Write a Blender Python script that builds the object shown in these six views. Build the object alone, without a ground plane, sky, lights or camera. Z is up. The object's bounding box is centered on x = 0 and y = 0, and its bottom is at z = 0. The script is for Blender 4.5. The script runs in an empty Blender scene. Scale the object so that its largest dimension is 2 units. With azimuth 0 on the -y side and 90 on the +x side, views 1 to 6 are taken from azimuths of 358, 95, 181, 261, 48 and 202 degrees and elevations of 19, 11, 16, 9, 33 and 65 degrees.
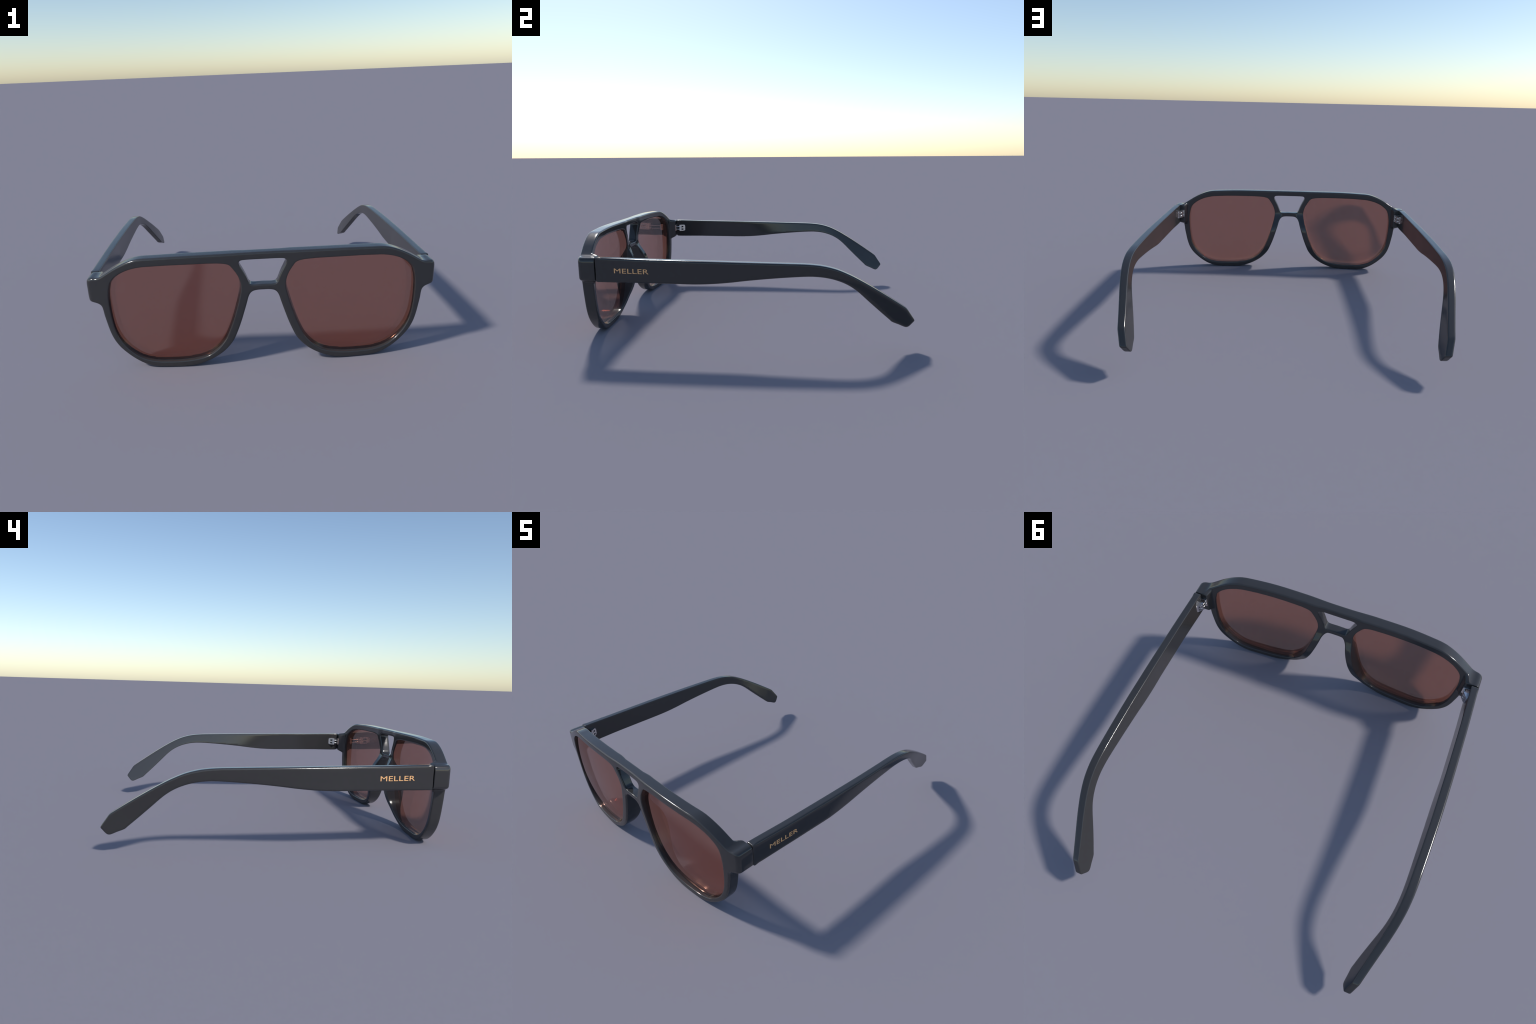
import bpy, bmesh, math
import numpy as np
from mathutils import Vector
from mathutils.geometry import delaunay_2d_cdt

# ------------------------------------------------------------------ helpers
def smooth(t):
    t = np.clip(t, 0.0, 1.0)
    return t * t * (3 - 2 * t)

def resample(points, step):
    p = np.vstack([points, points[:1]])
    s = np.r_[0, np.cumsum(np.linalg.norm(np.diff(p, axis=0), axis=1))]
    n = max(16, int(round(s[-1] / step)))
    t = np.linspace(0, s[-1], n, endpoint=False)
    return np.stack([np.interp(t, s, p[:, 0]), np.interp(t, s, p[:, 1])], 1)

def closed_spline(ctrl, step=0.004, soften=2):
    """Closed centripetal Catmull-Rom through control points, evenly resampled."""
    P = np.array(ctrl, float)
    n, out = len(P), []
    for i in range(n):
        a, b, c, d = P[i - 1], P[i], P[(i + 1) % n], P[(i + 2) % n]
        t0 = 0.0
        t1 = t0 + max(1e-6, np.linalg.norm(b - a)) ** 0.5
        t2 = t1 + max(1e-6, np.linalg.norm(c - b)) ** 0.5
        t3 = t2 + max(1e-6, np.linalg.norm(d - c)) ** 0.5
        for t in np.linspace(t1, t2, 24, endpoint=False):
            A1 = (t1 - t) / (t1 - t0) * a + (t - t0) / (t1 - t0) * b
            A2 = (t2 - t) / (t2 - t1) * b + (t - t1) / (t2 - t1) * c
            A3 = (t3 - t) / (t3 - t2) * c + (t - t2) / (t3 - t2) * d
            B1 = (t2 - t) / (t2 - t0) * A1 + (t - t0) / (t2 - t0) * A2
            B2 = (t3 - t) / (t3 - t1) * A2 + (t - t1) / (t3 - t1) * A3
            out.append((t2 - t) / (t2 - t1) * B1 + (t - t1) / (t2 - t1) * B2)
    q = resample(np.array(out), step)
    for _ in range(soften):
        q = 0.25 * np.roll(q, 1, 0) + 0.5 * q + 0.25 * np.roll(q, -1, 0)
    return q

def area(p):
    x, y = p[:, 0], p[:, 1]
    return 0.5 * np.sum(x * np.roll(y, -1) - y * np.roll(x, -1))

def outward(p):
    """Unit normals pointing out of a counter-clockwise loop."""
    t = np.roll(p, -1, 0) - np.roll(p, 1, 0)
    t /= np.maximum(1e-9, np.linalg.norm(t, axis=1))[:, None]
    return np.stack([t[:, 1], -t[:, 0]], 1)

def offset(p, r):
    p = p if area(p) > 0 else p[::-1]
    return p + r * outward(p)

def inset(loop, nrm, r):
    """Offset a loop into the solid; folds at tight corners are relaxed away."""
    c = loop - nrm * np.reshape(r, (-1, 1))
    e0 = np.roll(loop, -1, 0) - loop
    for _ in range(400):
        e = np.roll(c, -1, 0) - c
        bad = (e * e0).sum(1) < 0.04 * (e0 * e0).sum(1)
        if not bad.any():
            break
        m = bad | np.roll(bad, 1)
        m = m | np.roll(m, 1) | np.roll(m, -1)
        c = np.where(m[:, None], 0.5 * c + 0.25 * (np.roll(c, 1, 0) + np.roll(c, -1, 0)), c)
    return c

def inside(q, loops):
    """Even-odd test of points q against all loops."""
    hit = np.zeros(len(q), bool)
    for p in loops:
        a, b = p, np.roll(p, -1, 0)
        for (ax, ay), (bx, by) in zip(a, b):
            c = (ay > q[:, 1]) != (by > q[:, 1])
            if c.any():
                x = ax + (q[:, 1] - ay) / (by - ay + 1e-30) * (bx - ax)
                hit ^= c & (q[:, 0] < x)
    return hit

def near(q, loops, r):
    bad = np.zeros(len(q), bool)
    for p in loops:
        for k in range(0, len(q), 4000):
            d = ((q[k:k + 4000, None, :] - p[None]) ** 2).sum(2).min(1)
            bad[k:k + 4000] |= d < r * r
    return bad

def slab(loops, low, high, r_low, r_high, grid=0.008, segments=5, rows=4):
    """Solid between two height fields low(p,q) < high(p,q) over a region bounded by
    loops[0] (outer, others are holes); every rim is rounded with the given radius."""
    verts, faces = [], []
    low_rings, high_rings = [], []
    for li, loop in enumerate(loops):
        loop = loop if area(loop) > 0 else loop[::-1]
        nrm = outward(loop) * (1 if li == 0 else -1)        # points away from the solid
        rl = r_low[li] if isinstance(r_low, (list, tuple)) else r_low
        rh = r_high[li] if isinstance(r_high, (list, tuple)) else r_high
        rl = np.broadcast_to(rl(loop[:, 0], loop[:, 1]) if callable(rl) else rl, (len(loop),))
        rh = np.broadcast_to(rh(loop[:, 0], loop[:, 1]) if callable(rh) else rh, (len(loop),))
        rings = []
        for k in range(segments + 1):
            a = 0.5 * math.pi * k / segments
            c = inset(loop, nrm, rl * (1 - math.sin(a)))
            rings.append((c, low(c[:, 0], c[:, 1]) + rl * (1 - math.cos(a))))
        top = []
        for k in range(segments + 1):
            a = 0.5 * math.pi * k / segments
            c = inset(loop, nrm, rh * (1 - math.sin(a)))
            top.append((c, high(c[:, 0], c[:, 1]) - rh * (1 - math.cos(a))))
        c, d0, d1 = loop, rings[-1][1], top[-1][1]
        for k in range(1, rows):
            rings.append((c, d0 + (d1 - d0) * k / rows))
        rings += top[::-1]
        n, base = len(loop), []
        for c, d in rings:
            base.append(len(verts))
            verts += [(c[i, 0], c[i, 1], d[i]) for i in range(n)]
        for b0, b1 in zip(base[:-1], base[1:]):
            faces += [(b0 + i, b0 + (i + 1) % n, b1 + (i + 1) % n, b1 + i) for i in range(n)]
        low_rings.append((rings[0][0], base[0]))
        high_rings.append((rings[-1][0], base[-1]))
    for ringset, field in ((low_rings, low), (high_rings, high)):
        polys = [c for c, _ in ringset]
        lo, hi = polys[0].min(0), polys[0].max(0)
        gx, gy = np.meshgrid(np.arange(lo[0], hi[0], grid), np.arange(lo[1], hi[1], grid))
        gx[1::2] += grid * 0.5
        g = np.stack([gx.ravel(), gy.ravel()], 1)
        g = g[inside(g, polys)]
        g = g[~near(g, polys, grid * 0.6)]
        pts, ids, edges = [], [], []
        for c, b in ringset:
            s = len(pts)
            pts += [Vector((float(x), float(y))) for x, y in c]
            ids += list(range(b, b + len(c)))
            edges += [(s + i, s + (i + 1) % len(c)) for i in range(len(c))]
        d = field(g[:, 0], g[:, 1])
        ids += list(range(len(verts), len(verts) + len(g)))
        verts += [(g[i, 0], g[i, 1], d[i]) for i in range(len(g))]
        pts += [Vector((float(x), float(y))) for x, y in g]
        ov, _, of, orig, _, _ = delaunay_2d_cdt(pts, edges, [], 0, 1e-7, True)
        cen = np.array([[sum(ov[i][0] for i in f) / len(f), sum(ov[i][1] for i in f) / len(f)] for f in of])
        keep = inside(cen, polys)
        for f, k in zip(of, keep):
            if k:
                t = [ids[orig[i][0]] for i in f]
                if len(set(t)) == len(t):
                    faces.append(tuple(t))
    return np.array(verts), faces

def make_mesh(name, verts, faces, material, smooth_shade=True):
    me = bpy.data.meshes.new(name)
    me.from_pydata([tuple(map(float, v)) for v in verts], [], faces)
    bm = bmesh.new()
    bm.from_mesh(me)
    bmesh.ops.recalc_face_normals(bm, faces=bm.faces)
    bm.to_mesh(me)
    bm.free()
    me.polygons.foreach_set("use_smooth", [smooth_shade] * len(me.polygons))
    me.materials.append(material)
    me.update()
    return me

def add(name, mesh, parent):
    o = bpy.data.objects.new(name, mesh)
    bpy.context.scene.collection.objects.link(o)
    o.parent = parent
    return o

def mirrored(mesh, name):
    m = mesh.copy()
    m.name = name
    bm = bmesh.new()
    bm.from_mesh(m)
    for v in bm.verts:
        v.co.x = -v.co.x
    bmesh.ops.reverse_faces(bm, faces=bm.faces)
    bm.to_mesh(m)
    bm.free()
    return m

# ------------------------------------------------------------------ materials
def principled(name, colour, **kw):
    m = bpy.data.materials.new(name)
    m.use_nodes = True
    b = m.node_tree.nodes["Principled BSDF"]
    b.inputs["Base Color"].default_value = (*colour, 1)
    for k, v in kw.items():
        b.inputs[k].default_value = v
    return m, b

def speckle(m, b, colour, amount, scale, rough, rough_amount):
    """Very fine procedural variation of colour and gloss on Object coordinates."""
    nt = m.node_tree
    co = nt.nodes.new("ShaderNodeTexCoord")
    no = nt.nodes.new("ShaderNodeTexNoise")
    no.inputs["Scale"].default_value = scale
    no.inputs["Detail"].default_value = 3
    nt.links.new(co.outputs["Object"], no.inputs["Vector"])
    ramp = nt.nodes.new("ShaderNodeValToRGB")
    ramp.color_ramp.elements[0].color = (*[c * (1 - amount) for c in colour], 1)
    ramp.color_ramp.elements[1].color = (*[min(1, c * (1 + amount)) for c in colour], 1)
    nt.links.new(no.outputs["Fac"], ramp.inputs["Fac"])
    nt.links.new(ramp.outputs["Color"], b.inputs["Base Color"])
    mr = nt.nodes.new("ShaderNodeMapRange")
    mr.inputs["To Min"].default_value = rough - rough_amount
    mr.inputs["To Max"].default_value = rough + rough_amount
    nt.links.new(no.outputs["Fac"], mr.inputs["Value"])
    nt.links.new(mr.outputs["Result"], b.inputs["Roughness"])

FRAME_COLOUR = (0.037, 0.036, 0.036)
frame_mat, b = principled("black_acetate", FRAME_COLOUR, **{"IOR": 1.5, "Specular IOR Level": 0.6})
speckle(frame_mat, b, FRAME_COLOUR, 0.05, 40, 0.13, 0.01)
LENS_COLOUR = (0.55, 0.205, 0.125)
lens_mat, b = principled("tinted_lens", LENS_COLOUR, Metallic=1.0, Alpha=0.61)
speckle(lens_mat, b, LENS_COLOUR, 0.01, 6, 0.015, 0.003)
METAL = (0.75, 0.73, 0.72)
metal_mat, b = principled("hinge_metal", METAL, Metallic=1.0)
speckle(metal_mat, b, METAL, 0.03, 60, 0.27, 0.03)
GOLD = (0.95, 0.52, 0.23)
gold_mat, b = principled("gold_print", GOLD, Metallic=0.0)
speckle(gold_mat, b, GOLD, 0.02, 60, 0.35, 0.03)

# ------------------------------------------------------------------ front frame
outer_half = [(0.2, .647), (.429, .646), (.505, .644), (.581, .641), (.630, .639), (.665, .634), (.702, .623), (.743, .606),
    (.785, .584), (.816, .565), (.845, .547), (.866, .5355), (.888, .5305), (.912, .531), (.927, .527), (.9355, .514),
    (.9375, .456), (.9365, .418), (.934, .402), (.925, .394), (.899, .390), (.880, .382), (.870, .371), (.8655, .353),
    (.862, .320), (.856, .285), (.843, .220), (.827, .172), (.799, .125), (.762, .086), (.722, .053), (.676, .025),
    (.626, .007), (.568, .0005), (.5, .0), (.45, .0), (.40, .004), (.352, .015), (.305, .033), (.265, .055), (.230, .080),
    (.197, .113), (.170, .150), (.147, .200), (.127, .252), (.108, .310), (.091, .365), (.080, .402), (.069, .421),
    (.055, .431), (.03, .436)]
outer = closed_spline([(0, .647)] + outer_half + [(0, .4365)] + [(-x, z) for x, z in outer_half[::-1]])
hole_ctrl = [(.174, .588), (.205, .598), (.268, .603), (.34, .604), (.43, .604), (.51, .603), (.585, .600), (.635, .597),
    (.674, .590), (.714, .578), (.745, .564), (.772, .547), (.795, .527), (.809, .507), (.819, .474), (.8255, .438),
    (.828, .400), (.827, .345), (.823, .290), (.815, .235), (.800, .186), (.774, .139), (.737, .097), (.693, .063),
    (.652, .045), (.600, .034), (.525, .031), (.455, .032), (.394, .038), (.340, .049), (.300, .066), (.262, .094),
    (.236, .121), (.210, .158), (.189, .203), (.167, .259), (.147, .322), (.130, .380), (.1165, .443), (.1155, .468),
    (.121, .498), (.133, .529), (.152, .560)]
hole = offset(closed_spline(hole_ctrl, soften=4), -0.003)
hole_m = np.stack([-hole[:, 0], hole[:, 1]], 1)
slot_half = [(.102, .608), (.115, .606), (.1235, .598), (.1235, .586), (.114, .565), (.101, .540), (.090, .516), (.081, .493),
    (.075, .479), (.064, .469)]
slot = closed_spline([(0, .609)] + slot_half + [(0, .468)] + [(-x, z) for x, z in slot_half[::-1]], soften=1)

def front_y(x, z):
    """Flat across the brow, sweeping back towards the endpieces."""
    ax = np.abs(x)
    t = np.maximum(0.0, ax - 0.33)
    return -0.9985 + 0.178 * t * t + 0.028 * np.maximum(0.0, 0.4 - z) + 0.006 * (1 - smooth((ax - 0.05) / 0.18))

def rear_y(x, z):
    ax = np.abs(x)
    thick = 0.060 + 0.010 * smooth((ax - 0.08) / 0.09) + 0.001 * smooth((z - 0.55) / 0.05)
    # moulded nose pads: a long low swelling of the nose side of each rim
    pad = np.mean([np.interp(z + d, [.035, .105, .15, .20, .25, .30, .34, .375, .41, .448, .47],
                             [0, .014, .030, .045, .055, .057, .053, .042, .022, .003, 0])
                   for d in (-.020, -.013, -.006, 0, .006, .013, .020)], 0)
    pad = pad * smooth((ax - 0.045) / 0.030) * (1 - smooth((ax - 0.26) / 0.12))
    y = front_y(x, z) + thick + pad
    # endpieces: blocks reaching back to the hinges
    block = smooth((ax - 0.829) / 0.026) * smooth((z - 0.362) / 0.032) * (1 - smooth((z - 0.524) / 0.022) * (1 - smooth((ax - .852) / .02)))
    return y * (1 - block) + (-0.8355) * block

def front_round(x, z):
    return 0.010 + 0.011 * smooth((np.abs(x) - 0.895) / 0.04)

def rear_round(x, z):
    return 0.009 - 0.005 * smooth((np.abs(x) - 0.865) / 0.03)

fv, ff = slab([outer, hole, hole_m, slot], front_y, rear_y, [front_round, .006, .006, .006], [rear_round, .006, .006, .006], grid=0.006)
fv = np.stack([fv[:, 0], fv[:, 2], fv[:, 1]], 1)                # (x, z, depth) -> (x, y, z)

glasses = bpy.data.objects.new("sunglasses", None)
bpy.context.scene.collection.objects.link(glasses)
glasses.location = (0, 0, 0)
glasses["label"] = "glossy black double-bridge sunglasses with brown mirrored lenses"
glasses["category"] = "sunglasses"

whole = make_mesh("front_frame", fv, ff, frame_mat)
normals = np.array([v.normal[:] for v in whole.vertices])
co = np.array([v.co[:] for v in whole.vertices])
groups = {}
for p in whole.polygons:
    c = co[list(p.vertices)].mean(0)
    ax, side = abs(c[0]), ("+" if c[0] > 0 else "-")
    depth = c[1] - front_y(c[0], c[2])
    if ax > 0.862 and c[2] > 0.372:
        key = ("endpiece", side)
    elif ax < 0.30 and 0.05 < c[2] < 0.462 and ax > 0.062 and depth > 0.066:
        key = ("nose_pad", side)
    elif ax < 0.120 and c[2] > 0.425:
        key = ("bridge", "")
    else:
        key = ("rim", side)
    groups.setdefault(key, []).append(tuple(p.vertices))
for (name, side), polys in sorted(groups.items()):
    used = sorted({i for f in polys for i in f})
    index = {v: k for k, v in enumerate(used)}
    me = bpy.data.meshes.new(name)
    me.from_pydata([tuple(co[i]) for i in used], [], [tuple(index[i] for i in f) for f in polys])
    me.polygons.foreach_set("use_smooth", [True] * len(me.polygons))
    me.materials.append(frame_mat)
    me.update()
    me.normals_split_custom_set_from_vertices([tuple(normals[i]) for i in used])
    add(name, me, glasses)
bpy.data.meshes.remove(whole)

# ------------------------------------------------------------------ lenses
lens_loop = offset(hole, 0.006)
def dome(x, z, cx, cz, peak, radius):
    return peak + ((np.abs(x) - cx) ** 2 + (z - cz) ** 2) / (2 * radius)
def lens_rear(x, z):
    return dome(x, z, 0.385, 0.385, -0.947, 3.8) + 0.55 * np.maximum(0.0, np.abs(x) - 0.5) ** 3
def lens_front(x, z):
    return np.minimum(dome(x, z, 0.38, 0.355, -0.984, 2.5), lens_rear(x, z) - 0.003)
def lens_chamfer(x, z):
    return 0.001 + 0.016 * (1 - smooth((z - 0.38) / 0.14))
lv, lf = slab([lens_loop], lens_front, lens_rear, lens_chamfer, .001, grid=0.012, segments=3, rows=1)
lens_mesh = make_mesh("lens", np.stack([lv[:, 0], lv[:, 2], lv[:, 1]], 1), lf, lens_mat)
lens_mesh.set_sharp_from_angle(angle=math.radians(25))
add("lens", lens_mesh, glasses)
add("lens", mirrored(lens_mesh, "lens"), glasses)

# ------------------------------------------------------------------ temples
spine = np.array([(-.83, .461), (-.4, .456), (0, .461), (.25, .470), (.4, .472), (.5, .461), (.58, .432), (.66, .379),
                  (.75, .305), (.9, .18), (1.05, .055)])
def open_spline(P, n=40):
    Q = np.vstack([2 * P[0] - P[1], P, 2 * P[-1] - P[-2]])
    o = []
    for i in range(1, len(Q) - 2):
        a, b, c, d = Q[i - 1:i + 3]
        for t in np.linspace(0, 1, n, endpoint=False):
            o.append(.5 * (2 * b + (c - a) * t + (2 * a - 5 * b + 4 * c - d) * t * t + (3 * b - a - 3 * c + d) * t ** 3))
    return np.vstack([o, P[-1:]])
S = open_spline(spine)
S = np.vstack([[S[0] - (.05, -.0006)], S])
S_len = np.r_[0, np.cumsum(np.linalg.norm(np.diff(S, axis=0), axis=1))] - 0.88

def along(y, z):
    """Distance along the temple's spine of a point of its side view."""
    q = np.stack([np.atleast_1d(y), np.atleast_1d(z)], 1)
    best, s = np.full(len(q), 9.0), np.zeros(len(q))
    for a, b, sa in zip(S[:-1], S[1:], S_len[:-1]):
        e = b - a
        L = np.linalg.norm(e)
        t = np.clip(((q - a) @ e) / (L * L), 0, 1)
        d = np.linalg.norm(q - a - t[:, None] * e, axis=1)
        m = d < best
        best[m], s[m] = d[m], (sa + t * L)[m]
    return s

def table(s, xs, ys):
    """Smooth interpolation of a short profile."""
    k = np.array([0, .05, .1, -.05, -.1])
    return np.mean([np.interp(s + d * 0.6, xs, ys) for d in k], 0)

def lean(y, z, s):
    """The lower edge of the temple leans inward towards the tip."""
    zs, ys = np.interp(s, S_len, S[:, 1]), np.interp(s, S_len, S[:, 0])
    below = np.hypot(y - ys, z - zs) * np.where(z < zs + (y - ys) * -0.0, 1.0, -1.0)
    half = np.interp(s, [-.2, .25, .45, .6, .8, .95], [.06, .04, .032, .035, .045, .055])
    return np.interp(s, [-.25, .04, .25, .7, 1.0], [0, .09, .14, .17, .20]) * (below + half)

def outer_x(y, z):
    s = along(y, z)
    return table(s, [-.95, -.83, -.57, -.24, .03, .27, .385, .457, .532, .602, .688, .743, .828, .979, 1.2],
                 [.930, .9335, .942, .947, .9485, .9445, .9405, .9385, .934, .925, .909, .897, .878, .848, .808]) - lean(y, z, s)

def inner_x(y, z):
    s = along(y, z)
    return outer_x(y, z) - np.interp(s, [-.83, 0, .45, .7, 1.0], [.046, .049, .048, .045, .040])

def outer_round(y, z):
    return 0.011 - 0.007 * (1 - smooth((y + 0.823) / 0.03))

temple_ctrl = [(-.822, .389), (-.6, .388), (-.39, .386), (-.24, .385), (-.14, .389), (-.05, .397), (.05, .409), (.16, .420),
    (.27, .429), (.37, .435), (.42, .4355), (.487, .429), (.55, .413), (.607, .388), (.657, .354), (.74, .276), (.795, .224),
    (.845, .178), (.857, .167), (.871, .154), (.914, .1355), (.943, .1225), (.955, .1195), (.968, .1230), (.992, .151),
    (1.0005, .164), (.996, .174), (.976, .204), (.953, .2375), (.946, .2445), (.936, .252), (.80, .342), (.69, .4095), (.617, .449),
    (.547, .479), (.47, .4985), (.39, .507), (.25, .511), (.02, .5155), (-.25, .5205), (-.56, .5255), (-.822, .531),
    (-.8285, .530), (-.831, .524), (-.831, .46), (-.831, .397), (-.8285, .391)]
temple_loop = closed_spline(temple_ctrl, step=0.004, soften=1)
tv, tf = slab([temple_loop], inner_x, outer_x, .005, outer_round, grid=0.011)
temple_mesh = make_mesh("temple", np.stack([tv[:, 2], tv[:, 0], tv[:, 1]], 1), tf, frame_mat)
temple_r = add("temple", temple_mesh, glasses)
temple_l = add("temple", mirrored(temple_mesh, "temple"), glasses)

# ------------------------------------------------------------------ gold lettering on both temples
def lettering(side, parent):
    cu = bpy.data.curves.new("lettering", "FONT")
    cu.body = "MELLER"
    cu.size = 1.0
    cu.extrude = 0.5
    cu.offset = 0.0
    cu.space_character = 1.03
    cu.resolution_u = 6
    o = bpy.data.objects.new("lettering", cu)
    bpy.context.scene.collection.objects.link(o)
    me = bpy.data.meshes.new_from_object(o.evaluated_get(bpy.context.evaluated_depsgraph_get()))
    bpy.data.objects.remove(o)
    bpy.data.curves.remove(cu)
    v = np.array([w.co[:] for w in me.vertices])
    lo, hi = v.min(0), v.max(0)
    u, h, d = ((v - lo) / (hi - lo)).T
    y = (-0.718 + 0.203 * u) if side > 0 else (-0.515 - 0.203 * u)
    z = 0.4435 + 0.0275 * h - 0.012 * (y + 0.62)
    x = outer_x(y, z) - 0.0005 + 0.0022 * d
    for w, a, b_, c in zip(me.vertices, x * side, y, z):
        w.co = (a, b_, c)
    me.name = "lettering"
    bm = bmesh.new()
    bm.from_mesh(me)
    bmesh.ops.recalc_face_normals(bm, faces=bm.faces)
    bm.to_mesh(me)
    bm.free()
    me.materials.clear()
    me.materials.append(gold_mat)
    add("lettering", me, parent)

bpy.context.view_layer.update()
lettering(1, temple_r)
lettering(-1, temple_l)

# ------------------------------------------------------------------ hinges
def prism(bm, plan, z0, z1, mat=None):
    lo = [bm.verts.new((x, y, z0)) for x, y in plan]
    hi = [bm.verts.new((x, y, z1)) for x, y in plan]
    n = len(plan)
    bm.faces.new(lo[::-1])
    bm.faces.new(hi)
    for i in range(n):
        bm.faces.new((lo[i], lo[(i + 1) % n], hi[(i + 1) % n], hi[i]))

def finish(bm, name, bevel=0.0012):
    bmesh.ops.recalc_face_normals(bm, faces=bm.faces)
    if bevel:
        bmesh.ops.bevel(bm, geom=list(bm.edges), offset=bevel, segments=2, affect="EDGES", clamp_overlap=True)
    me = bpy.data.meshes.new(name)
    bm.to_mesh(me)
    bm.free()
    me.materials.append(metal_mat)
    return me

# temple side: a wedge block with two windows, made of stacked slices
slices = [(.4365, .4405, 0, .0050), (.4405, .4450, 0, .0015), (.4450, .4580, 1, 0), (.4580, .4680, 0, 0),
          (.4680, .4810, 1, 0), (.4810, .4870, 0, .0015), (.4870, .4915, 0, .0050)]
bm = bmesh.new()
for z0, z1, window, cut in slices:
    far = [(.900, -.7500 - cut), (.8905, -.7535 - cut), (.8840 - cut * .4, -.7620 - cut * .6)]
    if window:
        prism(bm, far + [(.8800, -.7685), (.900, -.7685)], z0, z1)
        prism(bm, [(.8665, -.7890), (.8625, -.7950), (.8610, -.7990), (.8720, -.7990), (.8760, -.7890)], z0, z1)
    else:
        prism(bm, far + [(.8625, -.7950), (.8610, -.7990), (.900, -.7990)], z0, z1)
bmesh.ops.remove_doubles(bm, verts=list(bm.verts), dist=1e-5)
plate_mesh = finish(bm, "hinge_plate", 0)
# front side: a leaf on the endpiece with two knuckles reaching into the windows
bm = bmesh.new()
prism(bm, [(.8525, -.8400), (.8950, -.8400), (.8950, -.8270), (.8525, -.8270)], .438, .4915)
leaf_mesh = finish(bm, "hinge_leaf")
bm = bmesh.new()
def bar(bm, z, r=0.0045, n=12):
    ring = []
    path = [(.866, -.832), (.866, -.810), (.8675, -.795), (.8720, -.786), (.878, -.780)]
    for k, (x, y) in enumerate(path):
        rad = r
        ring.append([bm.verts.new((x + rad * 1.3 * math.cos(a), y + rad * .5 * math.cos(a), z + rad * math.sin(a)))
                     for a in np.linspace(0, 2 * math.pi, n, endpoint=False)])
    for a, b_ in zip(ring[:-1], ring[1:]):
        for i in range(n):
            bm.faces.new((a[i], a[(i + 1) % n], b_[(i + 1) % n], b_[i]))
    bm.faces.new(ring[0][::-1])
    bm.faces.new(ring[-1])
bar(bm, .4515)
bar(bm, .4745)
knuckle_mesh = finish(bm, "hinge_knuckle", 0)
knuckle_mesh.polygons.foreach_set("use_smooth", [len(p.vertices) == 4 for p in knuckle_mesh.polygons])
bm = bmesh.new()
bmesh.ops.create_cone(bm, cap_ends=True, segments=20, radius1=.0055, radius2=.0055, depth=.0535)
for v in bm.verts:
    v.co += Vector((.8685, -.7975, .464))
pin_mesh = finish(bm, "hinge_pin", 0)
for side, temple in ((1, temple_r), (-1, temple_l)):
    for name, me, parent in (("hinge_plate", plate_mesh, temple), ("hinge_leaf", leaf_mesh, glasses),
                             ("hinge_knuckle", knuckle_mesh, glasses), ("hinge_pin", pin_mesh, temple)):
        add(name, me if side > 0 else mirrored(me, name), parent)
